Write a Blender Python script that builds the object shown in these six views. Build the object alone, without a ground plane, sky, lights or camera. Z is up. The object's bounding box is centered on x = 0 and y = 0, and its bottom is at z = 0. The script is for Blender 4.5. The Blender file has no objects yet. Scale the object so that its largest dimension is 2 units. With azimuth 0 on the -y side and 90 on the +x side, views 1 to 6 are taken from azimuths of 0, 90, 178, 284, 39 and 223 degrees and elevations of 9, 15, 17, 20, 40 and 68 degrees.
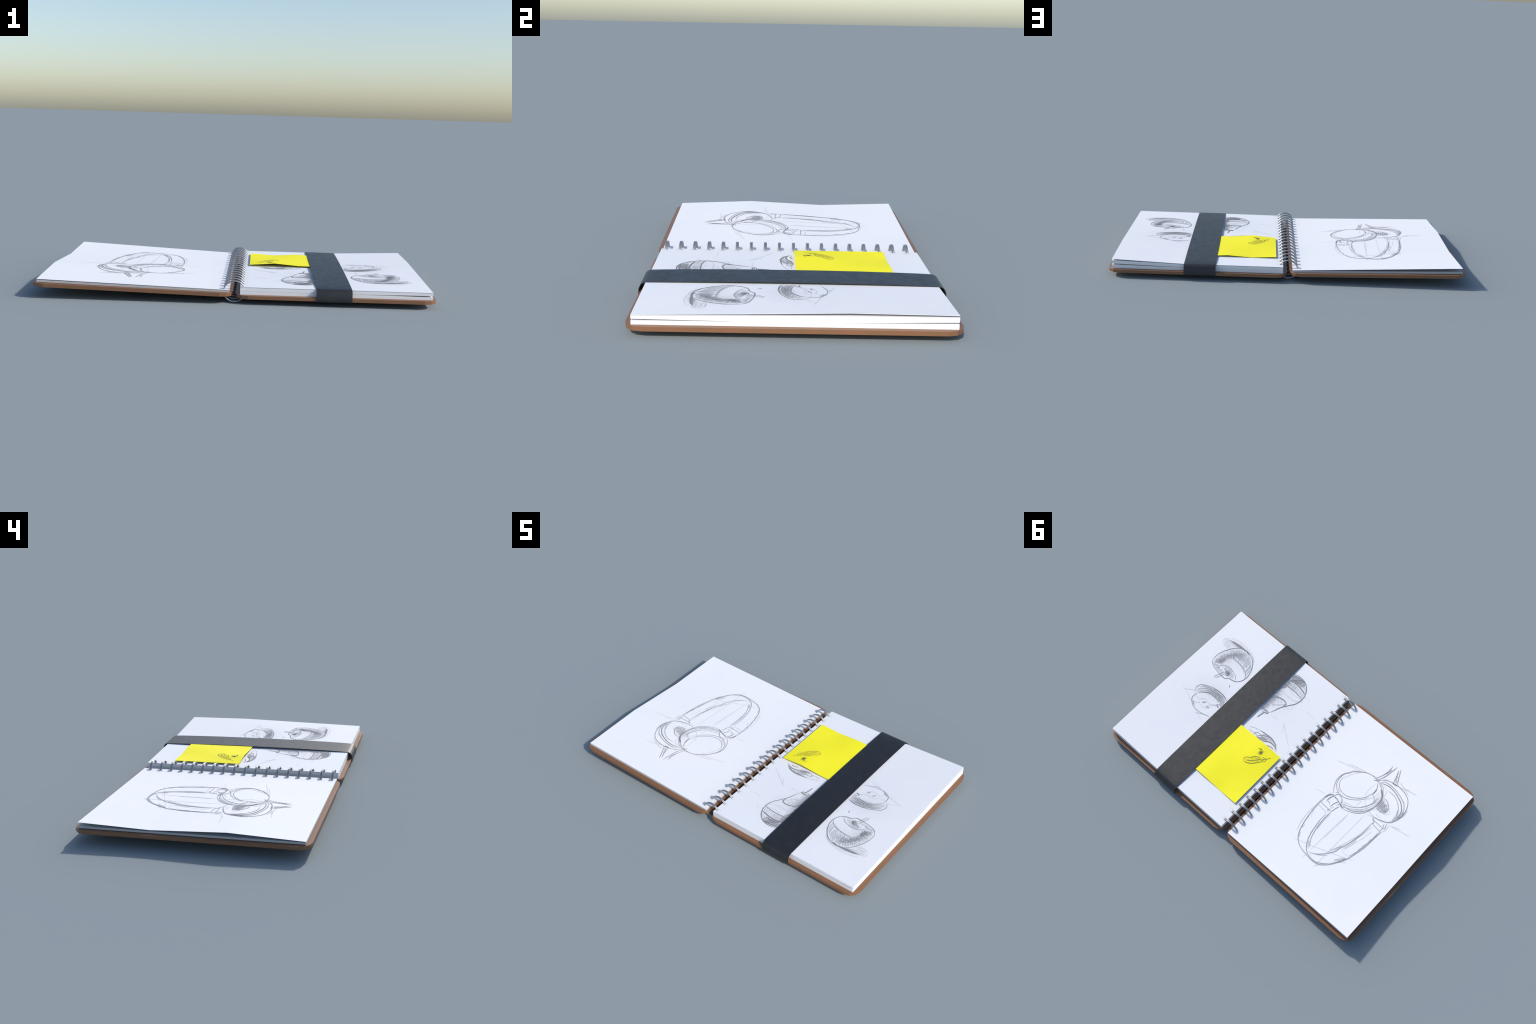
# An open wire-bound sketchbook: two leather boards, paper stacks, loose top sheets with
# pencil studies, a dark strap round the right half and a yellow sticky note.
import bpy, bmesh, math, random
import numpy as np
from mathutils import Vector, noise

random.seed(7)
D = bpy.data
scene = bpy.context.scene

# ------------------------------------------------------------------ helpers
def new_obj(name, verts, faces, mat=None, parent=None, smooth=False, angle=None):
    me = D.meshes.new(name)
    me.from_pydata([tuple(v) for v in verts], [], faces)
    me.update()
    ob = D.objects.new(name, me)
    scene.collection.objects.link(ob)
    if mat: me.materials.append(mat)
    if parent: ob.parent = parent
    bm = bmesh.new(); bm.from_mesh(me)
    bmesh.ops.recalc_face_normals(bm, faces=bm.faces)
    for f in bm.faces: f.smooth = smooth
    if smooth and angle is not None:
        for e in bm.edges:
            if len(e.link_faces) == 2 and e.calc_face_angle(0) > angle: e.smooth = False
    bm.to_mesh(me); bm.free()
    return ob

def lerp(x, xs, ys): return float(np.interp(x, xs, ys))

def slab(name, xs, ys, top, bottom, mat, parent):
    """A stack of paper: top and bottom given as height functions, straight cut edges."""
    nx, ny = len(xs), len(ys)
    V = [(x, y, top(x, y)) for x in xs for y in ys] + [(x, y, bottom(x, y)) for x in xs for y in ys]
    o = nx * ny
    F = []
    for i in range(nx - 1):
        for j in range(ny - 1):
            a = i * ny + j
            F.append((a, a + ny, a + ny + 1, a + 1))
            F.append((o + a, o + a + 1, o + a + ny + 1, o + a + ny))
    for i in range(nx - 1):
        for j in (0, ny - 1):
            a, b = i * ny + j, (i + 1) * ny + j
            F.append((a, b, o + b, o + a))
    for j in range(ny - 1):
        for i in (0, nx - 1):
            a, b = i * ny + j, i * ny + j + 1
            F.append((a, b, o + b, o + a))
    return new_obj(name, V, F, mat, parent, smooth=True, angle=math.radians(30))

def spline(pts, step=0.006, closed=False):
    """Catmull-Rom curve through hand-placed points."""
    P = [np.array(p, float) for p in pts]
    if len(P) == 2:
        n = max(2, int(np.linalg.norm(P[1] - P[0]) / (step * 2)) + 1)
        return [P[0] + (P[1] - P[0]) * t for t in np.linspace(0, 1, n)]
    Q = [2 * P[0] - P[1]] + P + [2 * P[-1] - P[-2]]
    out = []
    for i in range(1, len(Q) - 2):
        p0, p1, p2, p3 = Q[i - 1:i + 3]
        n = max(2, int(np.linalg.norm(p2 - p1) / step) + 1)
        for k in range(n):
            t = k / n
            out.append(0.5 * (2 * p1 + (p2 - p0) * t + (2 * p0 - 5 * p1 + 4 * p2 - p3) * t * t + (3 * p1 - p0 - 3 * p2 + p3) * t ** 3))
    out.append(P[-1])
    return out

def along(pts, n):
    """n points evenly spaced on a polyline."""
    C = spline(pts)
    s = np.cumsum([0] + [np.linalg.norm(b - a) for a, b in zip(C, C[1:])])
    t = np.linspace(0, s[-1], n)
    A = np.array(C)
    return [np.array([np.interp(v, s, A[:, 0]), np.interp(v, s, A[:, 1])]) for v in t]

# ------------------------------------------------------------------ materials
def material(name):
    m = D.materials.new(name); m.use_nodes = True
    nt = m.node_tree
    return m, nt, nt.nodes["Principled BSDF"]

def N(nt, kind, **inputs):
    n = nt.nodes.new(kind)
    for k, v in inputs.items(): n.inputs[k.replace("_", " ")].default_value = v
    return n

def noise_mix(nt, col_a, col_b, scale, detail=4, lo=0.35, hi=0.65, stretch=(1, 1, 1)):
    tc = N(nt, "ShaderNodeTexCoord"); mp = N(nt, "ShaderNodeMapping", Scale=stretch)
    nt.links.new(tc.outputs["Object"], mp.inputs["Vector"])
    nz = N(nt, "ShaderNodeTexNoise", Scale=scale, Detail=detail)
    nt.links.new(mp.outputs["Vector"], nz.inputs["Vector"])
    r = N(nt, "ShaderNodeValToRGB")
    r.color_ramp.elements[0].position = lo; r.color_ramp.elements[0].color = (*col_a, 1)
    r.color_ramp.elements[1].position = hi; r.color_ramp.elements[1].color = (*col_b, 1)
    nt.links.new(nz.outputs["Fac"], r.inputs["Fac"])
    return r.outputs["Color"], mp.outputs["Vector"]

def add_bump(nt, bsdf, vec, scale, strength, dist=0.001):
    nz = N(nt, "ShaderNodeTexNoise", Scale=scale, Detail=5.0)
    if vec is not None: nt.links.new(vec, nz.inputs["Vector"])
    b = N(nt, "ShaderNodeBump", Strength=strength, Distance=dist)
    nt.links.new(nz.outputs["Fac"], b.inputs["Height"])
    nt.links.new(b.outputs["Normal"], bsdf.inputs["Normal"])

def paper_material(name, smudges=(), base=(0.855, 0.85, 0.855), tint=(0.83, 0.845, 0.862)):
    """White drawing paper; graphite smudges are soft ellipses broken up by noise."""
    m, nt, b = material(name)
    col, vec = noise_mix(nt, base, tint, 5.0)
    tc = N(nt, "ShaderNodeTexCoord")
    grain = N(nt, "ShaderNodeTexNoise", Scale=90.0, Detail=3.0)
    nt.links.new(tc.outputs["Object"], grain.inputs["Vector"])
    for (cx, cy, rx, ry, rot, amount) in smudges:
        mp = N(nt, "ShaderNodeMapping")
        mp.vector_type = "TEXTURE"
        mp.inputs["Location"].default_value = (cx, cy, 0)
        mp.inputs["Rotation"].default_value = (0, 0, math.radians(rot))
        mp.inputs["Scale"].default_value = (rx, ry, 10)
        nt.links.new(tc.outputs["Object"], mp.inputs["Vector"])
        g = N(nt, "ShaderNodeTexGradient"); g.gradient_type = "SPHERICAL"
        nt.links.new(mp.outputs["Vector"], g.inputs["Vector"])
        mu = N(nt, "ShaderNodeMath"); mu.operation = "MULTIPLY"; mu.use_clamp = True
        nt.links.new(g.outputs["Fac"], mu.inputs[0]); nt.links.new(grain.outputs["Fac"], mu.inputs[1])
        m2 = N(nt, "ShaderNodeMath"); m2.operation = "MULTIPLY"; m2.use_clamp = True
        nt.links.new(mu.outputs[0], m2.inputs[0]); m2.inputs[1].default_value = amount * 2
        mix = N(nt, "ShaderNodeMix"); mix.data_type = "RGBA"
        nt.links.new(m2.outputs[0], mix.inputs["Factor"])
        nt.links.new(col, mix.inputs["A"]); mix.inputs["B"].default_value = (0.27, 0.275, 0.29, 1)
        col = mix.outputs["Result"]
    nt.links.new(col, b.inputs["Base Color"])
    b.inputs["Roughness"].default_value = 0.65
    b.inputs["Specular IOR Level"].default_value = 0.3
    return m

def leather_material():
    m, nt, b = material("brown_leather")
    col, vec = noise_mix(nt, (0.240, 0.108, 0.054), (0.205, 0.104, 0.047), 12.0, 6, 0.3, 0.7)
    nt.links.new(col, b.inputs["Base Color"])
    b.inputs["Roughness"].default_value = 0.43
    b.inputs["Specular IOR Level"].default_value = 0.5
    add_bump(nt, b, vec, 60.0, 0.15)
    return m

def strap_material():
    m, nt, b = material("dark_strap")
    col, vec = noise_mix(nt, (0.011, 0.012, 0.0135), (0.016, 0.0165, 0.018), 20.0, 7, 0.35, 0.65)
    nt.links.new(col, b.inputs["Base Color"])
    b.inputs["Specular IOR Level"].default_value = 0.62
    nz = N(nt, "ShaderNodeTexNoise", Scale=30.0, Detail=7.0)
    nt.links.new(vec, nz.inputs["Vector"])
    mr = N(nt, "ShaderNodeMapRange")
    for k, v in (("From Min", 0.3), ("From Max", 0.7), ("To Min", 0.38), ("To Max", 0.48)): mr.inputs[k].default_value = v
    nt.links.new(nz.outputs["Fac"], mr.inputs["Value"])
    nt.links.new(mr.outputs["Result"], b.inputs["Roughness"])
    add_bump(nt, b, vec, 34.0, 0.3, 0.002)
    return m

def wire_material():
    m, nt, b = material("steel_wire")
    b.inputs["Base Color"].default_value = (0.36, 0.365, 0.38, 1)
    b.inputs["Metallic"].default_value = 0.68
    b.inputs["Roughness"].default_value = 0.40
    return m

def graphite(name, v, tint=(0.97, 0.98, 1.03)):
    m, nt, b = material(name)
    col, vec = noise_mix(nt, tuple(v * 0.9 * t for t in tint), tuple(v * 1.1 * t for t in tint), 120.0)
    nt.links.new(col, b.inputs["Base Color"])
    b.inputs["Roughness"].default_value = 0.7
    b.inputs["Specular IOR Level"].default_value = 0.25
    return m

def note_material():
    m, nt, b = material("yellow_note_paper")
    col, vec = noise_mix(nt, (0.97, 0.88, 0.022), (0.95, 0.855, 0.026), 6.0)
    nt.links.new(col, b.inputs["Base Color"])
    b.inputs["Roughness"].default_value = 0.7
    b.inputs["Specular IOR Level"].default_value = 0.25
    return m

# ------------------------------------------------------------------ surfaces (metres)
COLS = (-0.587, -0.197, 0.2, 0.585)          # the loose sheets buckle in three panels across
LEFT_LIFT = (0.0046, 0.0227, 0.0063, 0.0206)  # how far the left sheet lifts at its free edge
RIGHT_LIFT = (-0.0007, 0.0083, 0.0180, 0.0150)
SLOPE = 0.0236                                # the left board rises towards its free edge
BOARD = 0.0178

def board_left(x): return 0.0333 + SLOPE * -x
def left_stack_top(x, y): return board_left(x) + BOARD + 0.0101 + 0.0026 * -x
def left_stack_bottom(x, y): return board_left(x) + BOARD + 0.0004 + 0.0016 * max(0, -x - 0.5) / 0.47
def left_sheet(x, y): return board_left(x) + BOARD + 0.0130 + lerp(y, COLS, LEFT_LIFT) * max(0, -x - 0.03) / 0.942
def curl(x, a): return max(0.0, (x - a) / (0.978 - a))
def right_sheet(x, y): return 0.0807 + curl(x, 0.58) * lerp(y, COLS, RIGHT_LIFT)
def right_upper_top(x, y): return 0.0779 + curl(x, 0.58) * lerp(y, COLS, (-0.0006, 0.0044, 0.0088, 0.0096))
def right_upper_bottom(x, y): return 0.0606 + curl(x, 0.60) * lerp(y, COLS, (0.0042, -0.0001, 0.0012, 0.0090))
def right_lower_top(x, y): return 0.0600 + curl(x, 0.72) * lerp(y, COLS, (-0.0022, 0.0001, 0.0012, 0.0036))
NOTE_X = (0.067, 0.205, 0.345, 0.405, 0.475)
def note_surface(x, y):
    f = lerp(x, NOTE_X, (0.0910, 0.1020, 0.0908, 0.0905, 0.0878))
    k = lerp(x, NOTE_X, (0.0908, 0.0830, 0.0918, 0.0878, 0.0868))
    t = (y - 0.018) / 0.407
    return f + (k - f) * t

# ------------------------------------------------------------------ materials in use
PAPER_EDGE = paper_material("cut_paper")
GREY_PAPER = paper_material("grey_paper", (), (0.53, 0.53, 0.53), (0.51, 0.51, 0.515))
LEATHER, STRAP, WIRE, NOTE = leather_material(), strap_material(), wire_material(), note_material()
TONE = {"f": graphite("hole_shading_grey", 0.70), "c": graphite("guide_graphite", 0.63), "l": graphite("light_graphite", 0.54), "m": graphite("mid_graphite", 0.345), "d": graphite("dark_graphite", 0.25), "n": graphite("note_graphite", 0.15, (1.0, 0.93, 0.5))}

book = D.objects.new("sketchbook", None)
scene.collection.objects.link(book)
book["label"] = "open wire-bound sketchbook with pencil drawings, dark strap and yellow note"
book["category"] = "sketchbook"

# ------------------------------------------------------------------ leather boards
def board(x0, x1, y0, y1, zfun, radius=0.065, segs=3, thick=BOARD):
    ring = []
    for cx, cy, a0 in ((x1 - radius, y1 - radius, 0), (x0 + radius, y1 - radius, 90), (x0 + radius, y0 + radius, 180), (x1 - radius, y0 + radius, 270)):
        for k in range(segs + 1):
            a = math.radians(a0 + 90 * k / segs)
            ring.append((cx + radius * math.cos(a), cy + radius * math.sin(a)))
    n = len(ring)
    V = [(x, y, zfun(x)) for x, y in ring] + [(x, y, zfun(x) + thick) for x, y in ring]
    F = [tuple(range(n))[::-1], tuple(range(n, 2 * n))] + [(i, (i + 1) % n, n + (i + 1) % n, n + i) for i in range(n)]
    ob = new_obj("cover", V, F, LEATHER, book)
    bm = bmesh.new(); bm.from_mesh(ob.data)
    rim = [e for e in bm.edges if abs(e.verts[0].co.z - e.verts[1].co.z) < 0.012 and e.calc_face_angle(0) > 1.2]
    bmesh.ops.bevel(bm, geom=rim, offset=0.0006, segments=1, affect="EDGES")
    bm.to_mesh(ob.data); bm.free()
    return ob

board(0.0052, 1.0, -0.612, 0.6105, lambda x: 0.0250)
board(-1.0, -0.0060, -0.612, 0.6105, board_left)

# ------------------------------------------------------------------ paper
YS = sorted(set(np.linspace(-0.587, 0.585, 13).tolist() + [-0.197, 0.2]))
XR = [0.0295, 0.2, 0.4, 0.58, 0.66, 0.72, 0.8, 0.9, 0.978]
XL = [-0.973, -0.75, -0.5, -0.25, -0.0245]
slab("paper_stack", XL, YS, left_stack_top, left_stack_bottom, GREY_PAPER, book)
slab("paper_stack", XR, YS, right_lower_top, lambda x, y: 0.0432, PAPER_EDGE, book)
slab("paper_stack", XR, YS, right_upper_top, right_upper_bottom, PAPER_EDGE, book)
SMUDGE_LEFT = [(-0.568, -0.165, 0.035, 0.07, 10, 0.5), (-0.605, -0.165, 0.04, 0.05, 0, 0.2)]
SMUDGE_RIGHT = [(0.795, -0.27, 0.09, 0.05, -60, 0.3), (0.72, -0.186, 0.03, 0.025, 0, 0.6), (0.67, -0.025, 0.10, 0.04, 10, 0.4),
                (0.378, -0.25, 0.035, 0.14, 0, 0.5), (0.36, -0.43, 0.06, 0.06, 0, 0.45), (0.82, -0.385, 0.10, 0.025, 15, 0.3),
                (0.745, -0.285, 0.16, 0.15, 0, 0.13), (0.34, -0.32, 0.12, 0.22, 0, 0.14), (0.70, -0.03, 0.16, 0.12, 0, 0.12),
                (0.22, -0.25, 0.18, 0.28, 0, 0.05), (0.75, 0.05, 0.24, 0.22, 0, 0.04)]
left_page = slab("page", XL, YS, left_sheet, lambda x, y: left_sheet(x, y) - 0.0012, paper_material("drawing_paper", SMUDGE_LEFT), book)
right_page = slab("page", XR, YS, right_sheet, lambda x, y: right_sheet(x, y) - 0.0012, paper_material("drawing_paper_studies", SMUDGE_RIGHT, (0.835, 0.832, 0.845), (0.805, 0.822, 0.85)), book)

# ------------------------------------------------------------------ sticky note
NX = [0.067, 0.1, 0.135, 0.17, 0.205, 0.24, 0.275, 0.31, 0.345, 0.405, 0.475]
note = slab("sticky_note", NX, [0.018, 0.12, 0.22, 0.32, 0.425], note_surface, lambda x, y: note_surface(x, y) - 0.0008, NOTE, book)

# ------------------------------------------------------------------ strap
def strap():
    half = [(0.0, 0.0930), (0.15, 0.0926), (0.29, 0.0915), (0.43, 0.0892), (0.53, 0.0868), (0.582, 0.0848), (0.594, 0.0828), (0.603, 0.0785), (0.6095, 0.071),
            (0.6145, 0.060), (0.6165, 0.047), (0.617, 0.034), (0.6165, 0.0262), (0.613, 0.0220), (0.606, 0.0205), (0.0, 0.0205)]
    outer = half + [(-y, z) for y, z in half[::-1]][1:-1]
    n = len(outer)
    inner = []
    for i in range(n):
        a, b = np.array(outer[i - 1]), np.array(outer[(i + 1) % n])
        t = (b - a) / np.linalg.norm(b - a)
        inner.append(tuple(np.array(outer[i]) + 0.0026 * np.array([-t[1], t[0]]) * -1))
    xs = (0.4035, 0.447, 0.491, 0.535, 0.5795)
    tilt = lambda x, z: z - (0.0016 * (x - 0.4035) / 0.176 if z > 0.05 else 0)
    V = []
    for x in xs:
        V += [(x, y, tilt(x, z)) for y, z in outer]
    for x in xs:
        V += [(x, y, tilt(x, z)) for y, z in inner]
    F, m = [], len(xs)
    for i in range(m - 1):
        for k in range(n):
            a, b = i * n + k, i * n + (k + 1) % n
            F.append((a, b, b + n, a + n))
            o = m * n
            F.append((o + a, o + a + n, o + b + n, o + b))
    for i in (0, m - 1):
        for k in range(n):
            a, b = i * n + k, i * n + (k + 1) % n
            F.append((a, b, m * n + b, m * n + a))
    ob = new_obj("strap", V, F, STRAP, book, smooth=True, angle=math.radians(50))
    return ob
strap()

# ------------------------------------------------------------------ wire binding
# (the loops are slightly wider than tall)
RING_N, RING_Y0, RING_Y1 = 18, -0.5645, 0.5365
def wire_loop_mesh(R=0.0513, r=0.0034, nu=56, nv=10):
    V, F = [], []
    for side in (-1, 1):
        o = len(V)
        for i in range(nu):
            a = 2 * math.pi * i / nu
            # the two wires close up where the loop ends meet on the left
            gap = 0.0035 - 0.0005 * max(0, -math.cos(a))
            c = (R * math.cos(a), side * gap, R * math.sin(a))
            for j in range(nv):
                b = 2 * math.pi * j / nv
                k = R + r * math.cos(b)
                V.append((1.035 * k * math.cos(a), c[1] + r * math.sin(b), k * math.sin(a)))
        for i in range(nu):
            for j in range(nv):
                a0 = o + i * nv; a1 = o + ((i + 1) % nu) * nv
                F.append((a0 + j, a1 + j, a1 + (j + 1) % nv, a0 + (j + 1) % nv))
    ob = new_obj("wire_loop", V, F, WIRE, book, smooth=True)
    return ob
first = wire_loop_mesh()
RING_YS = [RING_Y0 + (RING_Y1 - RING_Y0) * i / (RING_N - 1) for i in range(RING_N)]
for i, y in enumerate(RING_YS):
    ob = first if i == 0 else first.copy()
    if i: scene.collection.objects.link(ob)
    ob.parent = book
    ob.location = (0.0004 + random.uniform(-0.0004, 0.0004), y, 0.0548)
    ob.rotation_euler = (0, random.uniform(-0.02, 0.02), random.uniform(-0.02, 0.02) - 0.01)

# ------------------------------------------------------------------ pencil drawings
# Every stroke is a tone, a pencil weight and the points the pencil passes through, in
# millimetres on the page; a "hatch" is a row of strokes drawn from one guide line to another.
DRAWINGS = {
    "near_cup": [
        ("m", 3, [(-336, -27.3), (-314.8, -48.8), (-296.8, -78.5), (-284.3, -118.5), (-287.9, -162.7), (-308.1, -198.7), (-330.1, -227.4), (-363.4, -253.8), (-397.3, -274), (-437.2, -281.5), (-480.5, -273.8), (-518.7, -256.6), (-549.2, -232.6), (-572.1, -197), (-576.9, -159), (-571.5, -117), (-558.8, -78.5), (-535, -42.5), (-501.5, -17.6), (-458.2, 1.2), (-426.6, 4.6), (-405.3, -1.3)]),
        ("l", 2, [(-288, -168), (-284.6, -134.2), (-291.5, -94.2), (-310, -59.7), (-333.6, -30.1)]),
        ("m", 2.5, [(-325, -203.5), (-306.6, -189.7), (-293, -162.2), (-292.2, -125.5), (-301.7, -93.1), (-318.7, -72.6), (-349.6, -57.1), (-386.5, -54.7), (-425.8, -68.1), (-465.7, -96.6), (-495.4, -131.5), (-509.1, -163.7)]),
        ("l", 2, [(-319.4, -78.3), (-349.8, -64.8), (-304.4, -95.5)]),
        ("m", 2.5, [(-307.1, -156.7), (-305.1, -126.8), (-319.1, -98.4), (-343, -79), (-376.8, -71.2), (-415.9, -79.4), (-457.8, -105.7), (-487.2, -135.7), (-499, -164.8), (-502.4, -187.8)]),
        ("l", 2, [(-364.6, -252.4), (-339.4, -216.5), (-321.9, -182.7), (-308.2, -150)]),
        ("l", 2.5, [(-315, -223.3), (-350.4, -247.3), (-385.6, -271.4), (-424.4, -280.3), (-457.6, -279.1)]),
        ("l", 2.5, [(-429.6, -285), (-465.5, -286.2), (-495.9, -277.3), (-530.9, -257.3)]),
        ("m", 3, [(-486.6, -263.7), (-502.6, -242), (-509.4, -212), (-509.7, -181.8)]),
        ("d", 4, [(-509.8, -227.9), (-511.7, -203.8), (-511.2, -188.2)]),
        ("m", 2.5, [(-504.3, -169.4), (-512.4, -184.1), (-532.7, -174.6), (-549.8, -152.3), (-545.7, -131.3), (-536.2, -110.4)]),
        ("l", 2, [(-482.6, -254.9), (-473.8, -210.7), (-477.6, -168.4), (-494.9, -133.6), (-525.5, -105.9), (-562.7, -82)]),
        ("l", 2, [(-532.6, -227.9), (-531.7, -196.3), (-523, -163.5), (-504.2, -131.9)]),
        ("m", 2.5, [(-408.3, -16.4), (-443.9, -25.8), (-485, -47.4), (-513, -73.4), (-536, -105.3), (-552.5, -144.8), (-551.4, -183.7)]),
        ("m", 2.5, [(-415.6, -8), (-459.9, -12.7), (-501.9, -27.8), (-533.7, -54.6), (-559.4, -93.9), (-574.7, -134.7), (-576.3, -175.8), (-566.1, -206.9)]),
        ("l", 3, [(-429.4, -5.4), (-469.1, -23.3), (-509, -51.5), (-542.9, -86.6)]),
        ("l", 3, [(-480.7, -31.2), (-517.8, -51.9), (-540.5, -89.4), (-561.9, -128.3)]),
        ("d", 6, [(-528, -244.4), (-555.2, -222.7), (-572.1, -197), (-578.3, -162.7)]),
        ("d", 5, [(-546.9, -240.9), (-568.7, -209.3), (-576.5, -181), (-577.9, -152.4)]),
        ("m", 4, [(-575.5, -155.2), (-571.7, -122.1), (-560.4, -87.3)]),
        ("l", 4, [(-493.2, -275), (-528.6, -265.6), (-556.6, -229.1)]),
        ("l", 2, [(-394.7, -29.3), (-436.8, -39.4), (-482.6, -50.3)]),
        ("l", 2, [(-407.3, -25.5), (-448.1, -37)]),
        ("l", 2, [(-401.9, -15.7), (-419, 3.9), (-429.1, 4.9)]),
        ("l", 2, [(-414.8, -22.2), (-434.3, 0.2)]),
        ("l", 2, [(-425, -26.4), (-440.6, -0.4)]),
        ("l", 2, [(-488.3, -107.7), (-483.9, -54)]),
        ("l", 3, "hatch", 16, [(-409.4, -12.4), (-455.1, -18.3), (-501, -39.4), (-536.1, -73.1), (-561.6, -118.1)], "to", [(-421.8, -3.5), (-471.2, -10.3), (-515.9, -32.8), (-549.7, -67.9), (-571.5, -117)]),
    ],
    "far_cup": [
        ("m", 3, [(-472.7, -269.3), (-495, -294.8), (-522.8, -316.4), (-558.2, -328.8), (-601.3, -331.7), (-648.8, -323.4), (-688.2, -305.4), (-715.7, -271.6), (-732.6, -226.1), (-733.3, -181.7), (-721.4, -137), (-700.4, -108.6), (-668.8, -92.8), (-637.4, -82), (-604.9, -77.6), (-566.6, -85.4)]),
        ("l", 2.5, [(-576.7, -356.1), (-619.4, -348.3), (-654.1, -333.4), (-686.4, -324.2)]),
        ("l", 2.5, [(-733.4, -247), (-741.9, -209.2), (-735.4, -173.8)]),
        ("m", 2.5, [(-493.4, -280.3), (-525.7, -301.9), (-572.7, -305.7), (-627.8, -293.9), (-674.7, -275.1), (-705, -251.7), (-722.4, -216.7), (-725.8, -180), (-721.4, -137)]),
        ("d", 3.5, [(-500.9, -276.7), (-539.4, -290.9), (-584.9, -290.9), (-632.3, -277.4), (-672.9, -258.1), (-703, -229.5), (-716.9, -201.6), (-717.9, -168), (-712.3, -126.5)]),
        ("l", 2.5, [(-557.6, -307.5), (-605.3, -299.2), (-660, -282.1), (-699.3, -266.9)]),
        ("m", 2.5, [(-567.8, -267.7), (-609.3, -266.8), (-645.3, -253.3), (-678.1, -227.1), (-704.5, -190.5), (-709.7, -151)]),
        ("l", 4, [(-689.8, -207.3), (-705.7, -171.9), (-706.4, -133.5)]),
        ("l", 2, [(-618.6, -77.5), (-657.4, -85), (-692.9, -106.8), (-714.4, -145.4)]),
        ("m", 3, [(-573.7, -211.3), (-600.1, -212.3), (-626.4, -195.4), (-643, -175.5), (-646.5, -151.4), (-634.1, -134), (-610.8, -129.6), (-583.4, -132.5)]),
        ("l", 2, [(-642.9, -185.3), (-663.2, -163.7), (-663.6, -144.5), (-638.1, -129.2)]),
        ("l", 2, [(-522.6, -280.9), (-561.3, -259.1), (-573.9, -216.6)]),
        ("m", 4, [(-648.6, -170.5), (-640.1, -177.8), (-646, -168.2)]),
        ("d", 4, [(-727.5, -221.4), (-733.8, -191.9), (-727.4, -161.9)]),
        ("m", 3, [(-723.9, -139.2), (-732.8, -171.5), (-732, -210.3)]),
        ("l", 2, [(-608.9, -115.6), (-622.6, -83.5)]),
        ("l", 2, [(-618.5, -104.4), (-650.5, -98.5)]),
        ("l", 2.5, [(-496.5, -304), (-523.8, -326.2)]),
        ("m", 2, "hatch", 13, [(-574.8, -204.6), (-600, -207), (-624.6, -193.8), (-643.6, -171), (-644.1, -154.3)], "to", [(-581.2, -140.4), (-590.8, -129.1), (-605.8, -130.1), (-625.8, -133.1), (-637.4, -140.9)]),
        ("l", 4, "hatch", 8, [(-577.2, -201.7), (-604.8, -201.2), (-631.7, -185.2), (-645.8, -163.1)], "to", [(-585.1, -143.9), (-597.2, -134.9), (-617.1, -132.8), (-637.4, -140.9)]),
    ],
    "cables": [
        ("m", 3, [(-556.9, -327.6), (-548.8, -356.7), (-540.7, -386), (-528, -416.4)]),
        ("m", 3, [(-582.4, -335.3), (-565.6, -366.8), (-551.2, -395.5), (-535.6, -431.2)]),
        ("l", 4, [(-563.5, -338.9), (-554, -361.5), (-548.3, -382.4)]),
        ("d", 3.5, [(-553, -324.1), (-569.5, -326.1), (-587.2, -326.7)]),
        ("m", 3, [(-541.1, -371.7), (-560.4, -380.4)]),
        ("d", 3, [(-543, -377.6), (-533.6, -405.7)]),
        ("l", 4, [(-571, -335.3), (-562.9, -359.1)]),
        ("m", 2.5, [(-457.6, -279.1), (-469.9, -308.4), (-478.7, -333.7), (-485.5, -372.4), (-484, -415.8)]),
        ("m", 3, [(-474.3, -281.2), (-485.1, -306.6), (-492.8, -327.7), (-500.8, -370.6), (-508.7, -427.7)]),
        ("m", 2.5, [(-475.5, -331.9), (-494.6, -328.3)]),
        ("m", 3, [(-484.7, -340.2), (-491.8, -370.3), (-493.7, -393)]),
        ("m", 3, [(-453.4, -262.2), (-474.2, -275.8), (-479.8, -296.6)]),
        ("m", 3, [(-452.5, -279.7), (-473.1, -282.7)]),
        ("l", 2, [(-200.2, -214.7), (-284.1, -237.4), (-375.1, -261.9)]),
        ("l", 2, [(-271.3, -246.9), (-378, -274.9)]),
        ("l", 2, [(-603.8, -334.1), (-660.9, -347.3), (-715.2, -363.5)]),
        ("l", 2, [(-626.9, -344.7), (-670, -358.2)]),
        ("l", 2, [(-712.3, -99.7), (-786.5, -112.2), (-851.6, -124.3)]),
        ("l", 2, [(-724.7, -100.9), (-782.1, -122.8)]),
        ("l", 2, [(-562, -64.1), (-605.9, -71.1)]),
    ],
    "headband": [
        ("m", 3, [(-339.8, -26.9), (-319.7, -7.4), (-310, 23.9), (-305.2, 66), (-305.2, 118.5), (-311.4, 177.7), (-321.5, 235.7), (-336.9, 286.4), (-356.2, 320.6), (-383.1, 345.2), (-417.6, 360.3), (-461.9, 368.6), (-510.9, 374.8), (-551.4, 369.1), (-578.7, 353.8), (-611.5, 319.1), (-639.8, 273.9), (-664.6, 224.6), (-681.5, 166.1), (-695.3, 103.7), (-701, 31.5), (-706.4, -36.1)]),
        ("l", 2, [(-322.9, 296.6), (-307.4, 251.1), (-296.2, 176.4), (-297.9, 105.1), (-302.3, 25.8), (-320.3, -33.3)]),
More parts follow.
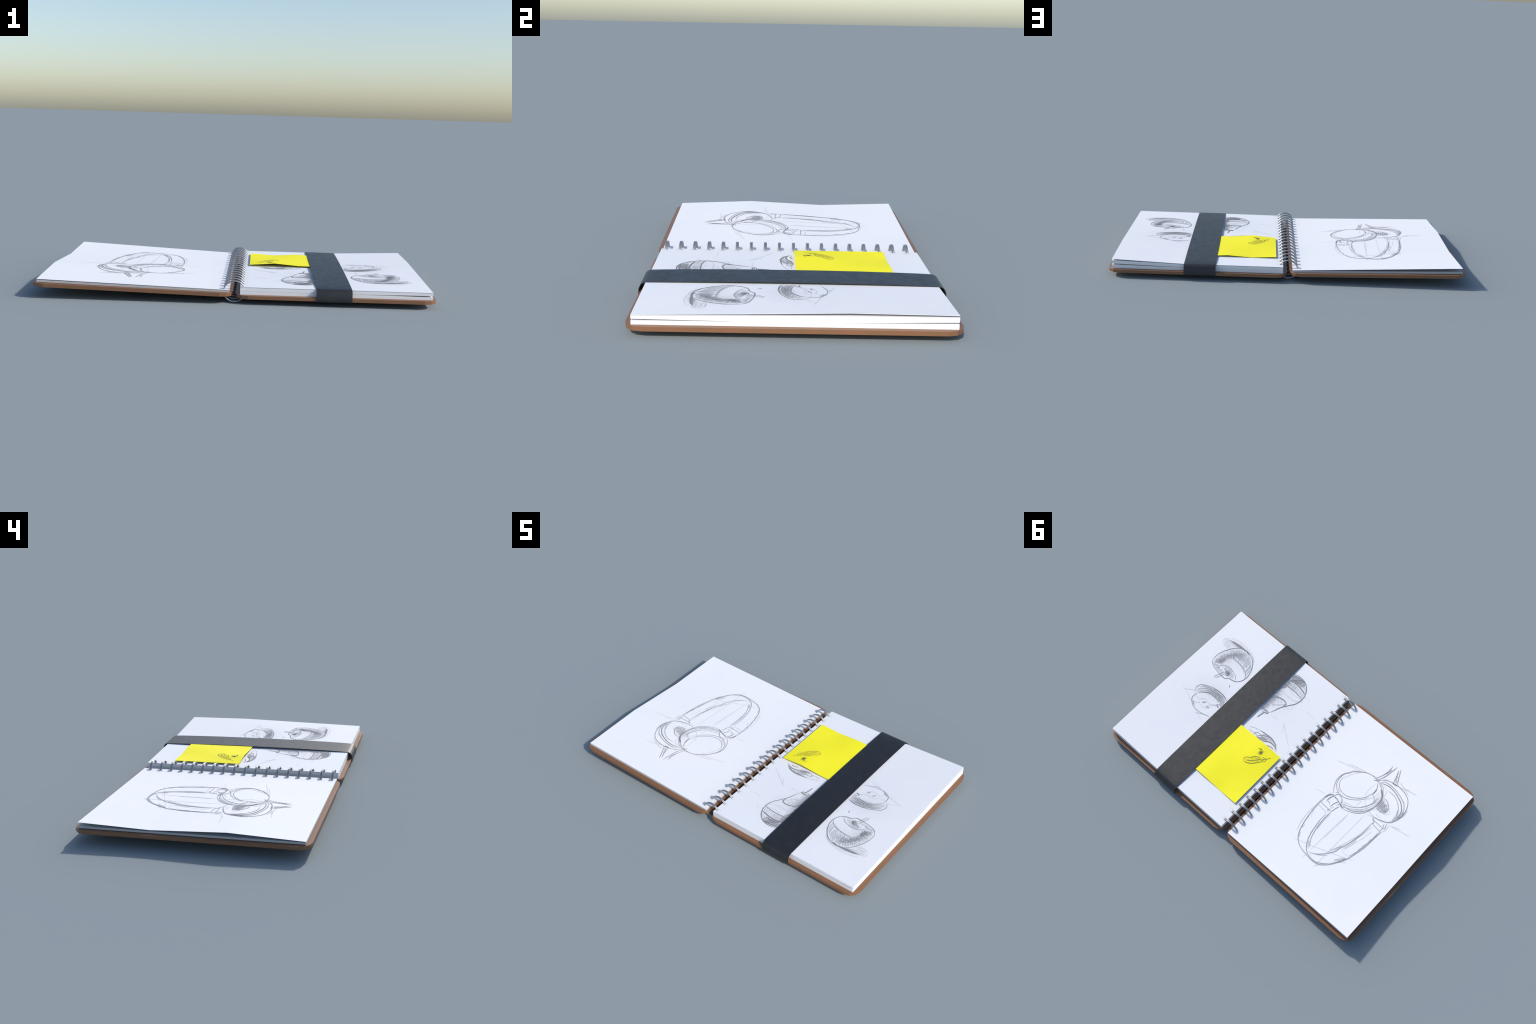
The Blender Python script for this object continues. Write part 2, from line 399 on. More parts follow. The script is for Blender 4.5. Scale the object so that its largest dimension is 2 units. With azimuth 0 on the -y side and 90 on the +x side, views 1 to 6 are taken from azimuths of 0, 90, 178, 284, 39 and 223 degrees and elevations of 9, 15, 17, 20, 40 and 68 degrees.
        ("m", 3, [(-381.6, 99.7), (-382.7, 153.2), (-389.8, 213.3), (-401.1, 267.4), (-418.1, 308.5), (-438.4, 338.9), (-464.6, 358.9), (-497.6, 367.6), (-535.6, 366.7), (-570.4, 349.5), (-608, 315.1)]),
        ("m", 2.5, [(-397.8, 65.4), (-393.6, 123.7), (-399.1, 192.6), (-412.6, 254.5), (-425.5, 287), (-443.5, 314.8), (-448.6, 336.9)]),
        ("l", 3, [(-402.3, 81.2), (-400.6, 142.1), (-406.3, 205.8)]),
        ("l", 4, [(-417.9, 293.9), (-439.5, 323.2)]),
        ("l", 3, [(-422.9, 294.3), (-440.6, 332.1)]),
        ("m", 2.5, [(-305.3, 60.9), (-344.7, 63.2), (-390.2, 64.8)]),
        ("l", 2.5, [(-306, 82.8), (-341.5, 85.9), (-372.3, 89.2)]),
        ("m", 2.5, [(-371.9, 87.6), (-379.6, 101.6)]),
        ("m", 2.5, [(-369.7, 75.7), (-378.8, 65), (-397.8, 65.4)]),
        ("l", 4, [(-379.5, 86.8), (-382.6, 64.1)]),
        ("m", 3, [(-397.3, 64.9), (-403.7, 35.3), (-412.6, 8.4)]),
        ("m", 3, [(-370.4, 47.6), (-376.4, 14.8), (-387.9, -14.5)]),
        ("m", 2.5, [(-332.8, 28.7), (-348.1, 27.5), (-359.3, 37.6)]),
        ("d", 3, [(-329, 29.6), (-332.2, 1.5), (-344.3, -21.9)]),
        ("m", 3, [(-343.1, -23.3), (-353.4, -46.1), (-375.6, -47.2), (-394.3, -36.3), (-405.2, -15.9), (-410.5, 1.8)]),
        ("d", 3.5, [(-345.6, -23), (-377.3, -16.1), (-407.3, -2.9)]),
        ("l", 3, [(-346.7, -13.9), (-369.7, -19.4), (-394.8, -6.7)]),
        ("d", 4, [(-306.1, 24.9), (-314.6, -7.9), (-339.8, -26.9)]),
        ("l", 2.5, [(-303.4, -20.6), (-326.5, -26.2)]),
        ("l", 2.5, [(-334.6, -43.5), (-351.6, -56.1), (-373.2, -52.6)]),
        ("d", 4, [(-397.4, -9), (-416.1, -0.7), (-435, 2.4)]),
        ("l", 3, [(-391.6, 16.2), (-404.9, -5.7)]),
        ("l", 2.5, [(-380.3, 56.2), (-387.3, 32.5)]),
        ("l", 2.5, [(-328.6, 45), (-333, 23.5)]),
        ("m", 3, [(-628.9, -37.5), (-630.3, 17.2), (-623.9, 83.5), (-609.1, 144.9), (-589.7, 200.8), (-577.3, 243.8), (-554.1, 279.6), (-519.9, 318.2), (-491.1, 337.2), (-464.4, 348.4)]),
        ("l", 2, [(-624.9, -31.5), (-618.4, 66.6), (-589.9, 164.6), (-564.1, 233.9), (-550.6, 275.5)]),
        ("m", 2.5, [(-696.3, -29.5), (-695.1, 24.7), (-688.3, 95.6), (-676.4, 160.2), (-658.9, 212.8)]),
        ("m", 3, [(-706.4, -36.1), (-700.5, 15.1), (-695.9, 62.5)]),
        ("d", 3, [(-611.7, -73.6), (-617.4, -61.5), (-630.4, -62.3)]),
        ("m", 3, [(-630.4, -62.3), (-634, -42), (-626.4, -37.7)]),
        ("m", 2.5, [(-629.9, -62.8), (-663.2, -60.7), (-696.9, -58.1)]),
        ("m", 2.5, [(-633.2, -40.3), (-667, -34.9), (-696.4, -32), (-707.1, -35.2)]),
        ("m", 2.5, [(-685.4, -87.7), (-697.6, -57.2), (-695.3, -33.4)]),
        ("m", 3, [(-698.1, -96.6), (-707.7, -63.8), (-697.1, -57.8)]),
        ("l", 5, [(-682.4, -75.3), (-686.7, -62.1)]),
        ("l", 2.5, [(-658.8, -44.6), (-669.7, -39.7)]),
        ("l", 3, [(-624.5, -53.2), (-627.8, -41.4)]),
        ("l", 2.5, [(-715.5, -99.9), (-718.5, -58.9), (-709, -38.3)]),
        ("l", 2, [(-484.2, -1.9), (-472.5, 160.9), (-465.1, 338.9)]),
        ("l", 2, [(-487.4, 15), (-475.7, 216.6)]),
        ("l", 2, [(-562.5, -56.9), (-556.6, 100.1), (-552.5, 251.9), (-550.6, 357.9), (-549, 409.8)]),
        ("l", 2, [(-343.7, 342.8), (-461.1, 303.6), (-597.9, 251.8), (-702.7, 211.5)]),
        ("l", 2, [(-224.9, 18), (-295.2, 1.9)]),
        ("l", 2, [(-461.1, 398.4), (-464.6, 358.9)]),
        ("l", 2, [(-596.9, 203.9), (-626.1, 211.4), (-656.5, 212.6)]),
        ("l", 2, [(-336.7, 174.7), (-319.5, 155.5), (-310.1, 124.1)]),
        ("m", 4, [(-609.2, 316.4), (-637.1, 281.2), (-654.2, 243.8)]),
        ("d", 4, [(-615.5, 308.2), (-639.8, 273.9), (-659.6, 229.2)]),
        ("l", 7, [(-611.3, 287.9), (-631.8, 259.5), (-654.7, 228.8)]),
        ("l", 6, [(-628.7, 276.8), (-649.3, 243.4)]),
        ("l", 5, [(-676.2, 149.5), (-686.9, 99.2), (-693.6, 59.7)]),
        ("l", 4, [(-679.1, 111.1), (-690.6, 72), (-687.3, 36.5)]),
        ("l", 3, [(-599.7, 196.6), (-616.1, 153), (-628, 104)]),
        ("l", 3, [(-609.4, 197.4), (-626.1, 148.9), (-638, 99.9)]),
        ("l", 2, [(-643.1, 95.3), (-655.2, 41.1), (-662, -3.7)]),
        ("l", 2, [(-629, 78.9), (-638.8, 21.8), (-643.4, -30.9)]),
        ("m", 3, [(-607.9, 143.6), (-618.2, 103.1), (-624.7, 63.4)]),
        ("l", 4, [(-553.7, 253.2), (-573, 223.3), (-587.7, 188.1)]),
        ("l", 2.5, [(-582.2, 244.2), (-593.8, 226.3)]),
        ("l", 3, [(-499.7, 336.6), (-534.7, 314.3), (-566.1, 288.1)]),
        ("l", 3, [(-477, 357.3), (-492, 348.5)]),
        ("l", 3, [(-332.3, 263.2), (-332.9, 232.8)]),
        ("l", 4, [(-361.2, 321), (-344.4, 286.9)]),
        ("l", 2, [(-547.2, 389.9), (-577.6, 352.5)]),
        ("l", 2, [(-643.3, 278), (-677.2, 244.5)]),
    ],
    "apple": [
        ("d", 2.6, [(848.8, -180.3), (862.8, -208.8), (861.8, -253), (847.8, -295.3), (826.4, -335.9), (795.5, -372.3), (762.6, -389.4), (725.8, -391), (686.7, -378.3), (652.7, -352), (624.8, -311.4), (611.3, -269.8), (610.3, -228.9), (628.3, -191.2), (655, -173.9), (691, -166.4), (706.1, -151.1), (733.2, -148.3), (790, -156.4), (827.4, -166.8), (850.9, -181.3)]),
        ("l", 3, [(748.7, -403.6), (703.6, -396.3), (663.7, -372.2), (627.4, -321.1)]),
        ("m", 3, [(856.7, -191.2), (833.5, -170.2), (797.5, -158.5)]),
        ("m", 3, [(789.3, -291.5), (744.9, -296.4), (688.4, -288.4), (646.1, -273.5), (622.6, -253.3), (612.7, -231.4)]),
        ("l", 2.5, [(768.3, -286.7), (720.9, -288.4), (665.9, -276.1), (630.8, -251.6)]),
        ("m", 2.5, [(800.2, -189.4), (777.6, -216.9), (739.6, -228.3), (696.5, -220.2), (662.9, -203.6), (648.5, -181.2)]),
        ("m", 2.5, [(769.2, -112.6), (758.5, -140.8), (741.4, -179.3)]),
        ("m", 2.5, [(757.5, -111.6), (742.4, -140.9), (731.2, -174.4)]),
        ("d", 4, [(769.2, -112.6), (758.9, -112.1)]),
        ("d", 5, [(737.9, -181.4), (726.7, -197.9), (708.9, -193.5), (711.3, -176.2), (728.9, -174.8)]),
        ("d", 4, [(729.1, -180.6), (716.2, -192.7), (712.9, -180.7)]),
        ("m", 3, [(759.1, -197.7), (732.4, -192.6), (715.1, -202.8)]),
        ("l", 2, [(714.8, -327.6), (685.8, -328.5), (675.3, -346.1), (682.5, -366.9)]),
        ("l", 2, [(729.9, -378), (703.1, -378.4), (681.9, -367.5)]),
        ("l", 2, [(746, -161.6), (731, -151.7)]),
        ("d", 5, [(870.9, -376.5), (827.4, -382.8), (781, -385.9), (739.2, -387.8)]),
        ("d", 5, [(856.1, -384.1), (809.6, -387.1), (763.2, -390.1)]),
        ("d", 4, [(777.9, -382.6), (739.2, -387.8), (706.2, -381.6)]),
        ("l", 2, [(889.6, -390.3), (840.5, -408.1), (785, -413.1), (735.1, -400.8)]),
        ("l", 2, [(908.2, -335.1), (912.2, -356.4), (896.7, -380.5)]),
        ("l", 2, [(905, -331.8), (871.6, -325.7), (835.7, -328.4)]),
        ("d", 3, [(648.8, -142.1), (643.3, -123.5)]),
        ("m", 3, [(651.6, -136.6), (642.5, -124.3), (639.7, -127)]),
        ("m", 3, [(595.4, -156.6), (585.2, -154.3)]),
        ("l", 5, [(608.1, -432.9), (597.7, -433.4)]),
        ("l", 1.7, "hatch", 22, [(815.2, -341.4), (780.5, -373.9), (736.1, -384.5), (691.1, -377.2)], "to", [(768.5, -292.6), (736.3, -304.5), (694.7, -300.7), (654.3, -283.9)]),
        ("l", 1.5, "hatch", 12, [(792.3, -215.2), (751.4, -229.3), (704.1, -225.2)], "to", [(765.5, -210), (733.2, -216), (703.5, -207.7)]),
        ("d", 1.5, "hatch", 12, [(834.3, -224.6), (823.1, -241.4), (818.1, -264.5)], "to", [(806.9, -207.6), (795.7, -224.3), (793.7, -250.6)]),
        ("m", 1.5, "hatch", 22, [(818.6, -276.4), (790.7, -327.2), (741.4, -367.2)], "to", [(791.5, -271.1), (766.3, -313.1), (725.8, -344.9)]),
        ("m", 1.4, "hatch", 16, [(848.1, -199.3), (847, -243.4), (827.9, -286.1), (799.6, -325.1)], "to", [(809.5, -199), (805.2, -239.8), (792, -282.9), (757.9, -327.2)]),
        ("l", 1.6, "hatch", 34, [(842.8, -179.8), (860.3, -206.2), (860.8, -252), (846.2, -293.7), (823.9, -333.3)], "to", [(778.9, -173), (785.9, -202.9), (786.6, -220.6), (790.8, -253.3), (774.1, -281.3)]),
        ("m", 1.5, "hatch", 20, [(848.6, -211.1), (832.2, -245.1), (821.9, -285.6), (802, -310.5)], "to", [(806.4, -195.8), (792.3, -215.2), (788, -256), (774.1, -281.3)]),
        ("l", 1.6, "hatch", 30, [(825.4, -334.9), (794.5, -371.3), (761.6, -388.5), (725.8, -391)], "to", [(777.2, -284.5), (751.1, -302.9), (715.3, -296.7), (701, -313.1)]),
        ("m", 1.5, "hatch", 18, [(802, -310.5), (779.6, -350), (750.5, -371)], "to", [(783.1, -285.1), (757, -303.4), (724.8, -315.3)]),
        ("l", 1.6, "hatch", 15, [(708.8, -373), (667, -363.1), (630.8, -317.8)], "to", [(682.4, -287.9), (646.1, -273.5), (621.2, -254.6)]),
        ("m", 1.6, "hatch", 9, [(840.3, -225.1), (814.5, -249.5)], "to", [(803.8, -204.4), (790.2, -235.6)]),
        ("l", 1.5, "hatch", 14, [(844.7, -190.2), (848.9, -217), (841.5, -254.8)], "to", [(792.3, -215.2), (799.4, -245.2), (804, -284)]),
        ("l", 1.6, "hatch", 24, [(785.9, -202.9), (742.2, -219.7), (702.3, -214.9), (664.6, -202), (655.1, -179.7)], "to", [(735.5, -195.7), (722.3, -199), (708.1, -194.3), (705.7, -184.5), (709.3, -176.9)]),
        ("l", 1.6, "hatch", 16, [(833.5, -170.2), (796, -156.9), (748.7, -153.1)], "to", [(806.4, -195.8), (770.5, -187), (746.7, -179.2)]),
        ("l", 1.6, "hatch", 18, [(905, -331.8), (909.2, -356.1), (898.7, -376.7), (869.5, -380.9), (847.1, -386.2)], "to", [(842.1, -323.6), (824.4, -345.2), (801.9, -367.6), (766.7, -388.1), (733.4, -393.2)]),
        ("m", 2, "hatch", 8, [(878.5, -378.7), (865.1, -381.9), (847.1, -386.2)], "to", [(792.6, -375), (771.5, -387.3), (731.8, -391.6)]),
    ],
    "half": [
        ("m", 2.2, [(783.3, 17.7), (738.1, -19.3), (677.6, -34.9), (616.9, -33.3)]),
        ("m", 2.6, [(743.1, 3.3), (717, -14.3), (670, -21.5), (607.7, -12.7)]),
        ("m", 2.6, [(765.8, -19.9), (714, -39.1), (660.5, -45.1), (599.7, -37.8)]),
        ("m", 2.2, [(781.1, -2.3), (738.5, -30.8), (680.8, -43.8), (622.9, -45.2)]),
        ("l", 3, [(781.3, 30.7), (737.5, -2), (685.7, -15.5), (630.8, -14.4)]),
        ("d", 3, [(760.6, 40.7), (753.3, 26.1), (731.8, 9.3), (704.3, -6.8), (669.6, -10), (639.2, -6.4), (618.2, 3.1)]),
        ("m", 2.5, [(760.6, 40.7), (768, 74.4), (759.2, 101.5), (727.3, 123.9), (692.6, 131.8), (646.9, 129.1), (589.7, 110.8)]),
        ("m", 3, [(786.6, 44.6), (797.8, 19.5), (786.8, -13.6), (753.8, -35.4), (710.1, -51.7), (661.5, -57.3), (620.3, -53.6), (587.4, -40.6)]),
        ("l", 2, [(786.6, 44.6), (761.8, 62.6), (717.7, 67.9)]),
        ("d", 4, [(708.6, -50.2), (666.7, -57.1), (620.3, -53.6), (591.2, -42.8)]),
        ("l", 2, [(720.5, 70.5), (712.5, 51.1), (690.3, 40.7), (664.2, 46.5), (643.1, 61.6), (645.4, 81.2)]),
        ("l", 2, [(716, 75.1), (691.1, 89.5), (659.5, 88.8), (629.9, 69.5)]),
        ("d", 3.5, [(694.2, 72.6), (686.8, 60.9), (675.5, 54.8)]),
        ("d", 3.5, [(659.1, 73.8), (647.1, 71.2), (637.2, 66.5)]),
        ("m", 4, [(749.1, 100.7), (732.9, 111.7), (720, 118.2)]),
        ("d", 5, [(616.4, 16), (607.6, 25.1), (590.9, 26.9)]),
        ("m", 3, [(617, 16.5), (590, 5.7)]),
        ("l", 5, [(632.3, 36.8), (616.7, 27.9)]),
        ("l", 2, [(657.1, 52.7), (615.4, 23.7)]),
        ("l", 2, [(642.6, 56.5), (612.4, 26.8)]),
        ("l", 2, [(843.4, 78), (803.7, 52), (760.1, 30.2)]),
        ("l", 2, [(872.9, 70.3), (818.3, 86.8), (743.5, 113), (662.1, 146.4), (608.8, 168)]),
        ("l", 2, [(753.6, 113.7), (702.8, 83.1)]),
        ("l", 2.5, [(677.6, 152.5), (632.7, 127.2), (589.7, 110.8)]),
        ("l", 1.6, "hatch", 26, [(795.1, 28.9), (784.4, -11.1), (741.7, -39.7), (688.3, -51.5), (636.2, -53.4), (594.1, -43.1)], "to", [(758.2, 26.6), (729.9, 5.7), (688.3, -7.1), (650.8, -7.2), (613, 4), (590, 5.7)]),
        ("m", 1.6, "hatch", 20, [(751.7, -33.2), (708.6, -50.2), (659.4, -55.1), (617.3, -50.5)], "to", [(702.9, -11), (672.6, -13.1), (640.7, -7.9), (613, 4)]),
        ("l", 1.6, "hatch", 12, [(618.9, -2.1), (598.3, 19.3)], "to", [(593.9, -37.3), (584.2, 6.1)]),
    ],
    "pear": [
        ("d", 4, [(366.2, -91.3), (362.7, -119.6), (356.8, -148)]),
        ("d", 3.5, [(373.1, -144), (384.6, -151), (379.6, -161.7), (361.2, -166), (338, -162.5), (339.3, -152.1), (353.3, -146.9), (369, -145)]),
        ("m", 3, [(374.6, -156.3), (358.3, -157.6), (342, -156.1)]),
        ("d", 3.2, [(334.8, -161.7), (320.2, -191.6), (303.6, -238.1), (277.6, -280.2), (250.8, -321.3), (240.8, -359.3), (242.4, -396.7), (254.8, -429.8), (274.7, -456.3), (301.8, -476.4), (339.8, -485.5), (378.4, -484), (406.6, -476.3)]),
        ("d", 3.5, [(386.5, -426.7), (359.3, -451.8), (336.1, -470.3), (301.8, -476.4)]),
        ("d", 4, [(393.7, -249.4), (377.6, -275.2), (350.4, -289.1), (319.6, -292.4), (294.5, -282.3), (298.3, -254)]),
        ("l", 2.5, [(370, -218.5), (333.5, -238.2), (297.1, -274.4)]),
        ("d", 3, [(391.4, -382.8), (343.3, -384.8), (289.9, -383.6), (243, -372.8)]),
        ("l", 2, [(372.9, -335.3), (314, -330.9), (265, -337), (238, -356.3)]),
        ("l", 2, [(366.6, -377.5), (300.7, -365.4), (244.9, -369.4)]),
        ("d", 6, [(390.6, -425.8), (352.1, -432.9), (304.1, -429.3), (249.3, -415.4)]),
        ("d", 5, [(386.7, -437.9), (345.4, -447.5), (298.7, -439.9)]),
        ("d", 5, [(400.9, -470.1), (365.1, -474.7), (326.5, -476.2), (299, -473.3)]),
        ("m", 5, [(386.5, -426.7), (391.6, -399.4), (394, -369.2)]),
        ("d", 4, [(379, -484.6), (334.9, -485.5), (296.3, -475.8)]),
        ("l", 2, [(227.4, -388.3), (231.5, -401.1), (243.8, -406.5)]),
        ("l", 2, [(235.3, -353.3), (227.2, -360.7), (235.4, -369.8)]),
        ("l", 2, [(251.2, -305.5), (248.6, -318.9)]),
        ("l", 2, [(218.1, -182.8), (194.3, -150.4), (175.8, -117.9)]),
        ("l", 2, [(213.2, -176.4), (153.7, -128.5), (76.8, -71.1)]),
        ("l", 1.5, [(320.4, -165), (247.5, -166.5)]),
        ("l", 2, [(197.2, -319.4), (175.7, -325.4)]),
        ("l", 1.5, [(167.6, -332.8), (124.6, -323.1), (89.8, -327.8)]),
        ("l", 1.5, [(272.5, -258.4), (251, -272.7), (243, -296.5)]),
        ("l", 2, [(224.8, -412.8), (194.9, -396)]),
        ("l", 1.6, "hatch", 9, [(384.1, -249.8), (373.4, -270.7), (346.3, -284.6)], "to", [(342.6, -205), (326.7, -241.7), (310.7, -278.4)]),
        ("d", 1.8, "hatch", 16, [(399, -336.5), (396.9, -383.3), (400.4, -430.9)], "to", [(377.4, -362), (375, -392.2), (372.7, -428.1)]),
        ("m", 1.8, "hatch", 16, [(392.1, -432.9), (389.5, -441), (389.8, -463.3)], "to", [(337.1, -438.3), (320.8, -453.3), (301.7, -465.2)]),
        ("l", 2, "hatch", 40, [(393.7, -158.1), (399.9, -207.6), (398, -264.8), (398.9, -330.9), (396.9, -383.3), (403.1, -428.4)], "to", [(360, -186.2), (363.3, -227.4), (357.1, -274.6), (375.7, -341.1), (359.8, -386.5), (367.2, -427.5)]),
        ("m", 2, "hatch", 44, [(393.7, -158.1), (399.9, -207.6), (398, -264.8), (398.9, -330.9), (396.9, -383.3), (403.1, -428.4)], "to", [(370.8, -176.3), (374.1, -217.5), (367.9, -264.7), (386.6, -331.1), (370.7, -376.5), (378.1, -417.5)]),
        ("l", 1.8, "hatch", 20, [(383.6, -412.5), (345.2, -425.3), (298.5, -423.2), (253.4, -414.4)], "to", [(383.1, -379.2), (339.2, -380.3), (287.2, -377.8), (244.9, -372.1)]),
        ("l", 1.8, "hatch", 24, [(389.5, -441), (345.4, -447.5), (298.7, -439.9), (256.2, -423)], "to", [(389.9, -474.5), (341.7, -482), (299, -473.3), (264.5, -443.3)]),
        ("m", 1.9, "hatch", 22, [(397.7, -439), (359.1, -440.6), (295.9, -436.8)], "to", [(388.5, -473), (348.6, -478.6), (296.2, -470.2)]),
    ],
    "bowl": [
        ("l", 3, [(356, -11.8), (326.3, -27.1), (292.8, -35.5)]),
        ("d", 4, [(293.5, -36.3), (251.9, -41.6), (202.9, -44.9), (167.5, -36), (141.2, -21.7), (131.3, -4.3)]),
        ("m", 4, [(235.5, -38.8), (200, -41.7), (170.4, -33.3), (146.8, -22.5)]),
        ("m", 3.5, [(281.2, 9.1), (257.6, -18.5), (231, -34), (199.2, -40.9)]),
        ("m", 3, [(303.5, 11.8), (301, -9), (284.1, -17.4), (263.6, -14.5)]),
        ("m", 3, [(302.2, -7.4), (280.5, 8.5)]),
        ("d", 5, [(225.6, 7.1), (204.3, -11.1), (179.2, -19.3), (154.9, -18), (135.3, -9.5)]),
        ("m", 4, [(190.1, 10), (168.8, 3.6), (149, 1.6), (146.7, 11.3)]),
        ("m", 4, [(264.9, 3.1), (244.1, 1.9), (224.9, -1)]),
        ("m", 4, [(253, 7), (239.7, 0.7), (217.6, -13.6)]),
        ("l", 4, [(254.5, -0.5), (233.9, -16.5), (214.7, -28.2)]),
        ("m", 4, [(275.2, 9.6), (259, 3.6), (236.7, 3.9)]),
        ("l", 3, [(140.9, -22), (125.5, -6.7), (115.2, 7.3)]),
        ("l", 3, [(142.4, -8.9), (128.4, 7.7)]),
        ("l", 3, [(349.9, 0.6), (331.9, 2), (311.1, 0.8)]),
        ("l", 4, [(266.5, -16.2), (245.9, -35.2), (217.7, -40.2)]),
        ("l", 3, [(223.4, -5.3), (207.3, -23.1), (179.2, -31.1)]),
        ("m", 3, "hatch", 14, [(279, 8.6), (265.6, 2.3), (254.6, -15.2)], "to", [(242.6, 9.4), (226.4, 3.3), (202.8, -18.3)]),
        ("l", 3, "hatch", 12, [(263.6, -16), (241.4, -30.4), (207.3, -37.9)], "to", [(227.9, -1.2), (207.2, -17.2), (177.8, -29.5)]),
    ],
    "feather": [
        ("n", 1.65, [(226.7, 184.5), (231.3, 171.5), (222.1, 155.4), (203.8, 143), (192.8, 125.8), (182.6, 113.5), (161.7, 106.9), (144.4, 102.3)]),
        ("n", 1.76, [(226.7, 184.5), (207.9, 187.6), (190.1, 180.6), (170.7, 166.6), (155.2, 148.6), (142.4, 133.3), (135.9, 117.2), (135.1, 100.7)]),
        ("n", 2.2, [(210.7, 173.2), (188.5, 159.3), (167.6, 135.3), (142.6, 104.3)]),
        ("n", 1.65, [(142.6, 104.3), (122.8, 84.9), (106.3, 59.2)]),
        ("n", 2.2, [(138.1, 120.7), (135.1, 109.4), (134.4, 98.6)]),
        ("n", 1.65, [(210, 185.3), (196.2, 182.7)]),
        ("n", 1.38, [(152.3, 93.9), (136.5, 87.7), (121.4, 83.5)]),
        ("n", 1.38, [(119.2, 85.8), (121.5, 103.7), (129.4, 118.4)]),
        ("n", 0.55, "hatch", 16, [(212.2, 174.5), (188.8, 159), (167.9, 135), (142.9, 104)], "to", [(229.1, 178.1), (216.7, 152.4), (194.3, 130), (171.1, 111.4)]),
        ("n", 0.55, "hatch", 14, [(207.7, 173.4), (187.9, 159.9), (166.9, 136), (143.7, 108.8)], "to", [(209.3, 186.1), (183.4, 176.2), (160.4, 154.5), (142.7, 133)]),
    ],
    "emblem": [
        ("n", 2.06, [(210.5, 64.8), (199.5, 63.6), (193.7, 61)]),
        ("n", 4.12, [(197.3, 63), (191.5, 59), (185.1, 58.7)]),
        ("n", 2.06, [(188.7, 64.9), (188.9, 82.2)]),
        ("n", 2.06, [(186.5, 60), (163.5, 58.5)]),
        ("n", 2.75, [(170, 57.4), (163.8, 58.8)]),
        ("n", 2.06, [(164.3, 60.7), (163.7, 78.7)]),
        ("n", 3.44, [(176.7, 90.9), (162.3, 88.9)]),
        ("n", 2.06, [(191.8, 89.2), (186.8, 91.7), (176, 91.6)]),
        ("n", 2.06, [(188.9, 82.2), (191.1, 90)]),
        ("n", 3.44, [(185.2, 70.2), (166.5, 72.8)]),
        ("n", 3.44, [(183.8, 77.5), (167.3, 77.8)]),
        ("n", 3.44, [(182.3, 66.1), (169.3, 66.8)]),
        ("n", 2.2, "hatch", 8, [(189.6, 82.9), (189.4, 65.6)], "to", [(168, 88.5), (162.2, 68.7)]),
        ("n", 1.2, "hatch", 6, [(188.1, 75.8), (185.1, 64.4)], "to", [(168, 79.9), (167.9, 65.5)]),
    ],}
WEIGHT = 0.00145
class Sketch:
    """Collects pencil strokes as thin tapered ribbons of graphite lying on a page."""
    layer = 0
    def __init__(self, surface):
        self.surface, self.V, self.F, self.M = surface, [], [], []
    def stroke(self, pts, tone, width, taper=True, wobble=0.0006):
        C = spline(pts)
        n = len(C)
        if n < 2: return
        Sketch.layer += 1
        lift = 0.00035 + 4e-6 * (Sketch.layer % 150) + {"f": 0, "c": 0.0001, "l": 0.0002, "m": 0.0008, "d": 0.0015, "n": 0.0008}[tone] * 0.6
        ph = random.uniform(0, 100)
        o = len(self.V)
        for i, p in enumerate(C):
            t = C[min(i + 1, n - 1)] - C[max(i - 1, 0)]
            l = np.linalg.norm(t) or 1
            nrm = np.array([-t[1], t[0]]) / l
            u = i / (n - 1)
            press = 0.92 + 0.24 * noise.noise(Vector((ph, i * 0.35, 0)))
            if taper: press *= min(1, 0.25 + 5 * min(u, 1 - u))
            q = p + nrm * wobble * noise.noise(Vector((ph + 30, i * 0.25, 5)))
            for s in (-1, 1):
                v = q + nrm * s * width * 0.5 * press
                self.V.append((v[0], v[1], self.surface(v[0], v[1]) + lift))
            if i:
                a = o + 2 * (i - 1)
                self.F.append((a, a + 1, a + 3, a + 2)); self.M.append(tone)
    def build(self, name, parent):
        tones = sorted(set(self.M))
        me = D.meshes.new(name)
        me.from_pydata(self.V, [], self.F); me.update()
        for t in tones: me.materials.append(TONE[t])
        me.polygons.foreach_set("material_index", [tones.index(t) for t in self.M])
        flip = [p for p in me.polygons if p.normal.z < 0]
        if flip:
            bm = bmesh.new(); bm.from_mesh(me)
            bmesh.ops.reverse_faces(bm, faces=[f for f in bm.faces if f.normal.z < 0])
            bm.to_mesh(me); bm.free()
        ob = D.objects.new(name, me)
        scene.collection.objects.link(ob)
        ob.parent = parent
        ob["kind"] = "stuff"
        return ob

def mm(pts): return [np.array(p, float) * 0.001 for p in pts]

